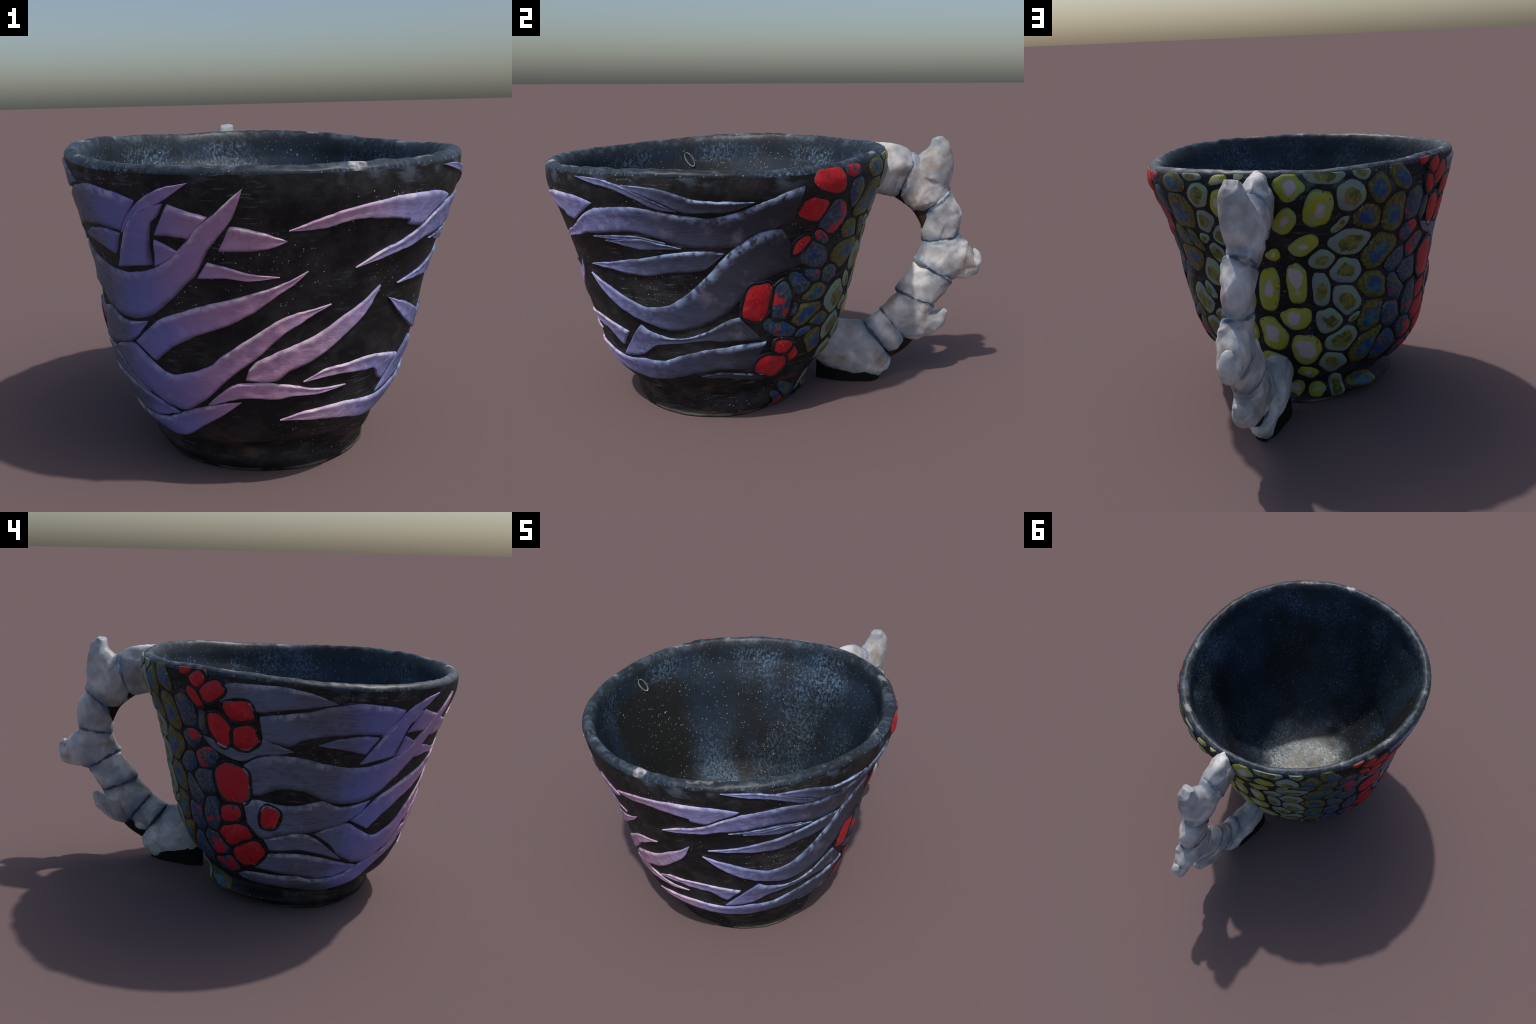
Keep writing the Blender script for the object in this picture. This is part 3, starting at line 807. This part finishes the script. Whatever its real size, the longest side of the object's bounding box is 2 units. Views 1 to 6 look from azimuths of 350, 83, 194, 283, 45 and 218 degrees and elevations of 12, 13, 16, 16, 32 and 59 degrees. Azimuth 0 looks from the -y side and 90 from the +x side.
# ------------------------------------------------------------------ scales: cells that crowd each other
KINDS = {k: scale_glaze(k) for k in ('red', 'mixed', 'scarlet', 'blue', 'olive', 'green', 'yellow')}
BANK = black_glaze()
SPOKES, RINGS = 40, (0.0, 0.25, 0.5, 0.7, 0.85, 0.94, 1.0)


# continued behind the handle, where no view looks
HIDDEN = [('yellow', 171, 0.765, 0.055, 0.044, 80), ('yellow', 171, 0.640, 0.062, 0.046, 95), ('yellow', 169, 0.505, 0.068, 0.044, 85),
          ('yellow', 169, 0.370, 0.058, 0.046, 110), ('green', 164, 0.590, 0.050, 0.036, 95), ('green', 150, 0.220, 0.058, 0.046, 20),
          ('green', 165, 0.250, 0.050, 0.040, 60), ('yellow', 176, 0.235, 0.052, 0.044, 10), ('green', 150, 0.070, 0.055, 0.032, 90),
          ('yellow', 166, 0.070, 0.055, 0.035, 90)]
HIDDEN += [('green', 162, 0.475, 0.046, 0.036, 80), ('yellow', 160, 0.375, 0.054, 0.042, 120), ('green', 156, 0.285, 0.050, 0.042, 60), ('green', 152, 0.405, 0.036, 0.028, 30)]
GROW = {'red': 1.0, 'mixed': 1.17, 'scarlet': 1.06, 'blue': 1.22, 'olive': 1.16, 'green': 1.11, 'yellow': 1.02}
GAP = {'red': 0.010, 'mixed': 0.009, 'scarlet': 0.010, 'blue': 0.009, 'olive': 0.011, 'green': 0.013, 'yellow': 0.018}


def build_scales():
    cells = []
    for kind, deg, t, big, small, tilt in SCALES + HIDDEN:
        cells.append((kind, math.radians(deg), t, big, small, math.radians(tilt)))

    def measure_to(cell, a, t):
        _, ca, ct, big, small, tilt = cell
        r = float(radius(ca, ct))
        da = (a - ca + math.pi) % (2 * math.pi) - math.pi
        x, y = da * r, (t - ct) * RISE
        u = (x * math.cos(tilt) + y * math.sin(tilt)) / big
        v = (-x * math.sin(tilt) + y * math.cos(tilt)) / small
        return np.hypot(u, v)

    for i, cell in enumerate(cells):
        kind, ca, ct, big, small, tilt = cell
        r0 = float(radius(ca, ct))
        near = [c for j, c in enumerate(cells) if j != i and abs((c[1] - ca + math.pi) % (2 * math.pi) - math.pi) * r0 < 0.28 and abs(c[2] - ct) < 0.25]
        reach = np.zeros(SPOKES)
        spin = np.linspace(0, 2 * np.pi, SPOKES, endpoint=False)
        dirs = []
        for k, ph in enumerate(spin):
            power = 2.9
            e = (abs(math.cos(ph)) ** power + abs(math.sin(ph)) ** power) ** (-1 / power)
            e *= GROW[kind] * (1 + 0.22 * noise.noise(Vector((1.4 * math.cos(ph), 1.4 * math.sin(ph), i * 7.7)))
                               + 0.13 * noise.noise(Vector((3.2 * math.cos(ph), 3.2 * math.sin(ph), i * 3.3 + 50))))
            u, v = big * math.cos(ph), small * math.sin(ph)
            d = (u * math.cos(tilt) - v * math.sin(tilt), u * math.sin(tilt) + v * math.cos(tilt))
            dirs.append(d)
            steps = np.linspace(0.2, e, 24)
            aa, tt = ca + steps * d[0] / r0, ct + steps * d[1] / RISE
            stop = e
            for c in near:
                gap = GAP[kind] / (small + c[4])
                bad = np.nonzero(measure_to(c, aa, tt) - steps < gap * 2)[0]
                if len(bad):
                    stop = min(stop, steps[bad[0]])
            reach[k] = stop
        for _ in range(2):
            reach = (np.roll(reach, 1) + 2 * reach + np.roll(reach, -1)) / 4
        dirs = np.array(dirs)
        rows, rim = [], []
        bank = kind in ('red', 'scarlet', 'mixed') and abs(math.degrees(ca)) < 116   # these sit over the feathers, each in a black bank
        height = 0.007 if bank else 0.009
        seat = 0.002 if bank else -0.0055
        rows.append(wall(np.full(SPOKES, ca), np.full(SPOKES, ct), seat + height))
        rim.append(0.0)
        size = np.hypot(*(dirs * reach[:, None]).T)
        out = dirs * reach[:, None]
        unit = out / size[:, None]
        for f in RINGS[1:]:
            aa = ca + f * out[:, 0] / r0
            tt = np.clip(ct + f * out[:, 1] / RISE, 0.012, 0.990)
            lift = height * (1 - f ** 3.2) + seat
            if kind in ('green', 'olive'):
                lift -= 0.0035 * math.exp(-(f / 0.45) ** 2)      # the glaze sank in the middle
            p = wall(aa, tt, lift)
            for k in range(SPOKES):
                p[k] += np.array([math.sin(aa[k]), -math.cos(aa[k]), 0]) * (0.0022 * lump(p[k], 14, i) + 0.0016 * lump(p[k], 36, i))
            rows.append(p)
            rim.append(f)
        skirt = ((0.003, 0.0014), (0.006, 0.0026), (0.011, 0.0040), (0.014, 0.0034), (0.016, -0.016)) if bank else ((0.004, -0.018),)
        top = len(rows)
        for grow, lift in skirt:
            q = out + unit * grow
            tt = np.clip(ct + q[:, 1] / RISE, 0.012, 0.990)
            rows.append(wall(ca + q[:, 0] / r0, tt, lift if grow < 0.0125 or bank else lift))
            rim.append(1.0)
        verts = np.concatenate(rows)
        faces = grid_faces(len(rows), SPOKES, True)
        origin = wall(ca, ct, 0.0)
        ob = make('scale', verts, faces, [KINDS[kind], BANK], cup, origin=origin)
        measure(ob, 'rim', np.repeat(rim, SPOKES))
        dark = [0 if k // SPOKES < top - 1 else 1 for k in range(len(ob.data.polygons))]
        ob.data.polygons.foreach_set('material_index', dark)
        bm = bmesh.new()
        bm.from_mesh(ob.data)
        bmesh.ops.remove_doubles(bm, verts=bm.verts, dist=1e-5)
        bmesh.ops.recalc_face_normals(bm, faces=bm.faces)
        bm.to_mesh(ob.data)
        bm.free()


build_scales()

# ------------------------------------------------------------------ handle: a curling spine
BONE, CORE, FLAT_BLACK = bone_glaze(), inner_brown(), flat_black_material()
MID_X = -0.006
# joints down the spine: (inner y, z), (outer y, z) of the disc between two vertebrae
JOINTS = [((0.440, 0.905), (0.440, 1.128)), ((0.569, 0.871), (0.633, 1.074)), ((0.680, 0.787), (0.826, 0.905)),
          ((0.703, 0.666), (0.872, 0.686)), ((0.659, 0.577), (0.837, 0.463)), ((0.578, 0.434), (0.757, 0.350)),
          ((0.500, 0.341), (0.618, 0.193)), ((0.414, 0.287), (0.534, 0.132))]


def section(centre, along_in_out, half_len, half_wid, cx, power=2.25, count=28):
    """Rounded cross-section in the plane of x and the inner-to-outer direction."""
    pts = []
    for k in range(count):
        ph = 2 * math.pi * k / count
        c, s = math.cos(ph), math.sin(ph)
        e = (abs(c) ** power + abs(s) ** power) ** (-1 / power)
        y, z = centre[0] + along_in_out[0] * c * e * half_len, centre[1] + along_in_out[1] * c * e * half_len
        pts.append((cx + s * e * half_wid, y, z))
    return pts


def loft(bm, sections):
    loops = [[bm.verts.new(p) for p in s] for s in sections]
    n = len(loops[0])
    for a, b in zip(loops, loops[1:]):
        for k in range(n):
            bm.faces.new((a[k], a[(k + 1) % n], b[(k + 1) % n], b[k]))
    bm.faces.new(loops[0][::-1])
    bm.faces.new(loops[-1])


def vertebra_body(bm, j0, j1, width, cx, outward, waist=0.03, pinch=0.07):
    sections = []
    # square-ended: only the very ends are eased, so that the discs meet in a thin crease
    for s in (-0.030, 0.015, 0.07, 0.16, 0.28, 0.4, 0.5, 0.6, 0.72, 0.84, 0.93, 0.985, 1.030):
        i = [j0[0][m] + (j1[0][m] - j0[0][m]) * s for m in (0, 1)]
        o = [j0[1][m] + (j1[1][m] - j0[1][m]) * s for m in (0, 1)]
        c = [(i[m] + o[m]) / 2 for m in (0, 1)]
        d = [o[m] - i[m] for m in (0, 1)]
        length = math.hypot(*d)
        sc = min(max(s, 0.0), 1.0)
        swell = math.sin(math.pi * sc)
        ease = 1 - (pinch if s < 0 or s > 1 else 0.0)
        flare = 0.03 * (2 * sc - 1) ** 2
        scale = (1 - waist * swell + flare) * ease + outward * swell / length
        c = [c[m] + d[m] / length * outward * swell / 2 for m in (0, 1)]
        w = (width[0] + (width[1] - width[0]) * sc) * (1 - 1.6 * waist * swell + flare) * ease
        x = cx[0] + (cx[1] - cx[0]) * sc
        sections.append(section(c, (d[0] / length, d[1] / length), length / 2 * scale, w, x))
    loft(bm, sections)


def horn(bm, path):
    """Spur swept along stations (x, y, z, half length in the plane, half width)."""
    sections = []
    for k, (x, y, z, h, w) in enumerate(path):
        a, b = path[max(k - 1, 0)], path[min(k + 1, len(path) - 1)]
        d = (b[1] - a[1], b[2] - a[2])
        n = math.hypot(*d)
        sections.append(section((y, z), (-d[1] / n, d[0] / n), h, w, x, 2.3, 20))
    loft(bm, sections)


def finish_bone(bm, joints, index, voxel=0.0055):
    me = bpy.data.meshes.new('vertebra')
    bmesh.ops.recalc_face_normals(bm, faces=bm.faces)
    bm.to_mesh(me)
    bm.free()
    ob = bpy.data.objects.new('vertebra', me)
    bpy.context.collection.objects.link(ob)
    m = ob.modifiers.new('fuse', 'REMESH')
    m.mode, m.voxel_size = 'VOXEL', voxel
    m = ob.modifiers.new('soften', 'SMOOTH')
    m.factor, m.iterations = 0.5, 3
    deps = bpy.context.evaluated_depsgraph_get()
    new = bpy.data.meshes.new_from_object(ob.evaluated_get(deps))
    ob.modifiers.clear()
    bm = bmesh.new()
    bm.from_mesh(new)
    bm.normal_update()
    # the potter pared flats into the soft clay: cut with planes before the fine lumps
    pts = np.array([v.co for v in bm.verts])
    mid = pts.mean(0)
    dice = np.random.default_rng(100 + index)
    for c in range(13):
        n = dice.normal(size=3) if c > 5 else np.array([1.0 if c % 2 else -1.0, dice.normal() * 0.45, dice.normal() * 0.45])
        n /= np.linalg.norm(n)
        reach = (pts - mid) @ n
        limit = np.quantile(reach, dice.uniform(0.84, 0.90) if c <= 5 else dice.uniform(0.93, 0.97))
        pts -= (0.007 * np.tanh(np.maximum(reach - limit, 0) / 0.007))[:, None] * n
    for v, q in zip(bm.verts, pts):
        v.co = q
    bm.normal_update()
    for v in bm.verts:
        p = v.co
        v.co = p + v.normal * (0.0045 + 0.008 * lump(p, 9, index * 3.1) + 0.0065 * lump(p, 19, index * 5.3) + 0.0022 * lump(p, 45, index * 2.2))
    bm.to_mesh(new)
    bm.free()
    ob.data = new
    m = ob.modifiers.new('facet', 'DECIMATE')
    m.ratio = 0.16
    deps = bpy.context.evaluated_depsgraph_get()
    low = bpy.data.meshes.new_from_object(ob.evaluated_get(deps))
    ob.modifiers.clear()
    ob.data = low
    for v in low.vertices:
        v.co.z = max(v.co.z, 0.002)      # the heel is flat where it stands
    low.materials.clear()
    low.materials.append(BONE)
    low.polygons.foreach_set('use_smooth', [True] * len(low.polygons))
    low.set_sharp_from_angle(angle=math.radians(32))
    values = []
    for v in low.vertices:
        best = 1.0
        for (iy, iz), (oy, oz) in joints:
            n = math.hypot(oy - iy, oz - iz)
            off = abs((v.co.y - iy) * (oz - iz) - (v.co.z - iz) * (oy - iy)) / n
            run = ((v.co.y - iy) * (oy - iy) + (v.co.z - iz) * (oz - iz)) / n
            best = min(best, math.hypot(off, max(0.0, run - n - 0.012, -0.02 - run)))
        values.append(best)
    measure(ob, 'seam', values)
    return ob


SPURS = {
    1: [(-0.004, 0.716, 0.955, 0.104, 0.060), (0.000, 0.742, 1.03, 0.082, 0.055), (0.004, 0.762, 1.085, 0.050, 0.046), (0.006, 0.758, 1.118, 0.040, 0.040), (0.008, 0.744, 1.147, 0.026, 0.034)],
    3: [(0.006, 0.800, 0.568, 0.106, 0.056), (0.004, 0.875, 0.560, 0.100, 0.054), (-0.002, 0.922, 0.530, 0.078, 0.048), (-0.006, 0.960, 0.532, 0.048, 0.038), (-0.007, 0.980, 0.560, 0.023, 0.029), (-0.007, 0.978, 0.594, 0.014, 0.022), (-0.007, 0.968, 0.606, 0.009, 0.016)],
    5: [(0.014, 0.645, 0.276, 0.098, 0.056), (0.014, 0.700, 0.262, 0.086, 0.050), (0.014, 0.748, 0.264, 0.054, 0.042), (0.012, 0.788, 0.284, 0.034, 0.032), (0.010, 0.816, 0.310, 0.019, 0.023), (0.010, 0.824, 0.330, 0.012, 0.016)],
}
WIDTHS = [(0.062, 0.064), (0.066, 0.058), (0.056, 0.056), (0.058, 0.060), (0.061, 0.061), (0.061, 0.061), (0.062, 0.063)]
CENTRES = [(0.004, -0.012), (-0.014, -0.006), (-0.001, 0.003), (0.008, 0.010), (0.013, 0.016), (0.018, 0.022), (0.026, 0.030)]
OUTWARD = [0.024, 0.016, 0.030, 0.022, 0.010, 0.014, 0.022]


def build_handle():
    # dark brown strip on the inner bend and under the lower bend
    bm = bmesh.new()
    path = [(-0.008, 0.500, 0.99, 0.070, 0.030), (-0.010, 0.590, 0.945, 0.079, 0.030), (-0.003, 0.703, 0.835, 0.064, 0.026), (0.006, 0.770, 0.680, 0.066, 0.020),
            (0.010, 0.745, 0.540, 0.070, 0.018), (0.014, 0.670, 0.390, 0.070, 0.018), (0.018, 0.590, 0.245, 0.098, 0.021), (0.022, 0.500, 0.170, 0.09, 0.024)]
    k = np.arange(len(path))
    path = [tuple(float(spline(k, col, np.array([q]))[0]) for col in np.array(path).T) for q in np.linspace(0, len(path) - 1, 60)]
    horn(bm, path)
    bmesh.ops.recalc_face_normals(bm, faces=bm.faces)
    me = bpy.data.meshes.new('handle')
    bm.to_mesh(me)
    bm.free()
    me.materials.append(CORE)
    me.polygons.foreach_set('use_smooth', [True] * len(me.polygons))
    core = bpy.data.objects.new('handle', me)
    core.parent = mug
    bpy.context.collection.objects.link(core)
    for k in range(7):
        bm = bmesh.new()
        vertebra_body(bm, JOINTS[k], JOINTS[k + 1], WIDTHS[k], CENTRES[k], OUTWARD[k])
        if k in SPURS:
            horn(bm, SPURS[k])
        if k == 3:
            horn(bm, [(0.012, 0.84, 0.63, 0.05, 0.034), (0.02, 0.885, 0.640, 0.034, 0.026), (0.024, 0.908, 0.646, 0.016, 0.018)])
        ob = finish_bone(bm, [JOINTS[k], JOINTS[k + 1]] if k else [JOINTS[1]], k)
        ob.parent = core
    # the last bone: a foot that leans against the cup and stands on its heel
    bm = bmesh.new()
    foot = [((0.236, 0.302), (0.176, 0.112), 0.066, 0.008), ((0.300, 0.304), (0.240, 0.068), 0.070, 0.010), ((0.360, 0.288), (0.370, 0.026), 0.068, 0.018),
            ((0.412, 0.286), (0.480, 0.004), 0.061, 0.028), ((0.452, 0.237), (0.550, 0.034), 0.056, 0.036), ((0.475, 0.205), (0.568, 0.080), 0.046, 0.036)]
    sections = []
    for i, o, w, x in foot:
        d = (o[0] - i[0], o[1] - i[1])
        n = math.hypot(*d)
        sections.append(section(((i[0] + o[0]) / 2, (i[1] + o[1]) / 2), (d[0] / n, d[1] / n), n / 2, w, x))
    loft(bm, sections)
    ob = finish_bone(bm, [JOINTS[7]], 9)
    ob.name = 'foot_bone'
    ob.parent = core
    # black block under the foot
    bm = bmesh.new()
    rows = []
    for y, x0, x1, h in ((0.200, -0.026, -0.016, 0.135), (0.232, -0.040, 0.010, 0.125), (0.29, -0.046, 0.034, 0.080), (0.35, -0.040, 0.054, 0.060), (0.40, -0.032, 0.068, 0.050), (0.44, -0.022, 0.074, 0.036), (0.478, 0.000, 0.056, 0.022), (0.498, 0.010, 0.030, 0.010)):
        j = [0.008 * lump((y, x0, k), 31, k) for k in range(4)]
        rows.append([(x0 + j[0], y, 0.0), (x1 + j[1], y, 0.0), (x1 + j[2] - 0.004, y, h), (x0 + j[3] + 0.004, y, h)])
    loft(bm, rows)
    bmesh.ops.recalc_face_normals(bm, faces=bm.faces)
    me = bpy.data.meshes.new('black_base')
    bm.to_mesh(me)
    bm.free()
    me.materials.append(FLAT_BLACK)
    ob = bpy.data.objects.new('black_base', me)
    ob.parent = core
    bpy.context.collection.objects.link(ob)


build_handle()

# ------------------------------------------------------------------ a ring of chalk left on the inner wall
def build_mark():
    steps = np.linspace(0, 2 * np.pi, 44, endpoint=False)
    a = np.radians(-78.4 + 1.5 * np.cos(steps) + 1.6 * np.sin(steps))
    t = 0.886 + 0.034 * np.sin(steps) - 0.004 * np.cos(steps)
    rows = []
    for k in range(len(steps)):
        th = float(thickness(a[k], t[k]))
        fat = 0.0032 * (1 + 0.5 * lump((math.cos(steps[k]), math.sin(steps[k]), 0), 3, 4))
        c = wall(a[k], t[k], -0.004 - th + 0.001)
        n = np.array([math.sin(a[k]), -math.cos(a[k]), 0])
        d = np.array([-2.3 * math.sin(steps[k]) * 0.012, 0, 0.04 * math.cos(steps[k])])
        side = np.array([math.cos(a[k]), math.sin(a[k]), 0]) * math.cos(steps[k]) + np.array([0, 0, 1]) * math.sin(steps[k])
        rows.append([c + side * fat - n * 0.0, c + side * fat * 0.6 - n * 0.006, c - side * fat * 0.6 - n * 0.006, c - side * fat])
    verts = np.concatenate([np.array(r) for r in rows])
    m = len(steps)
    faces = [(k * 4 + q, k * 4 + q + 1, ((k + 1) % m) * 4 + q + 1, ((k + 1) % m) * 4 + q) for k in range(m) for q in range(3)]
    make('chalk_ring', verts, faces, [chalk()], inside)


build_mark()
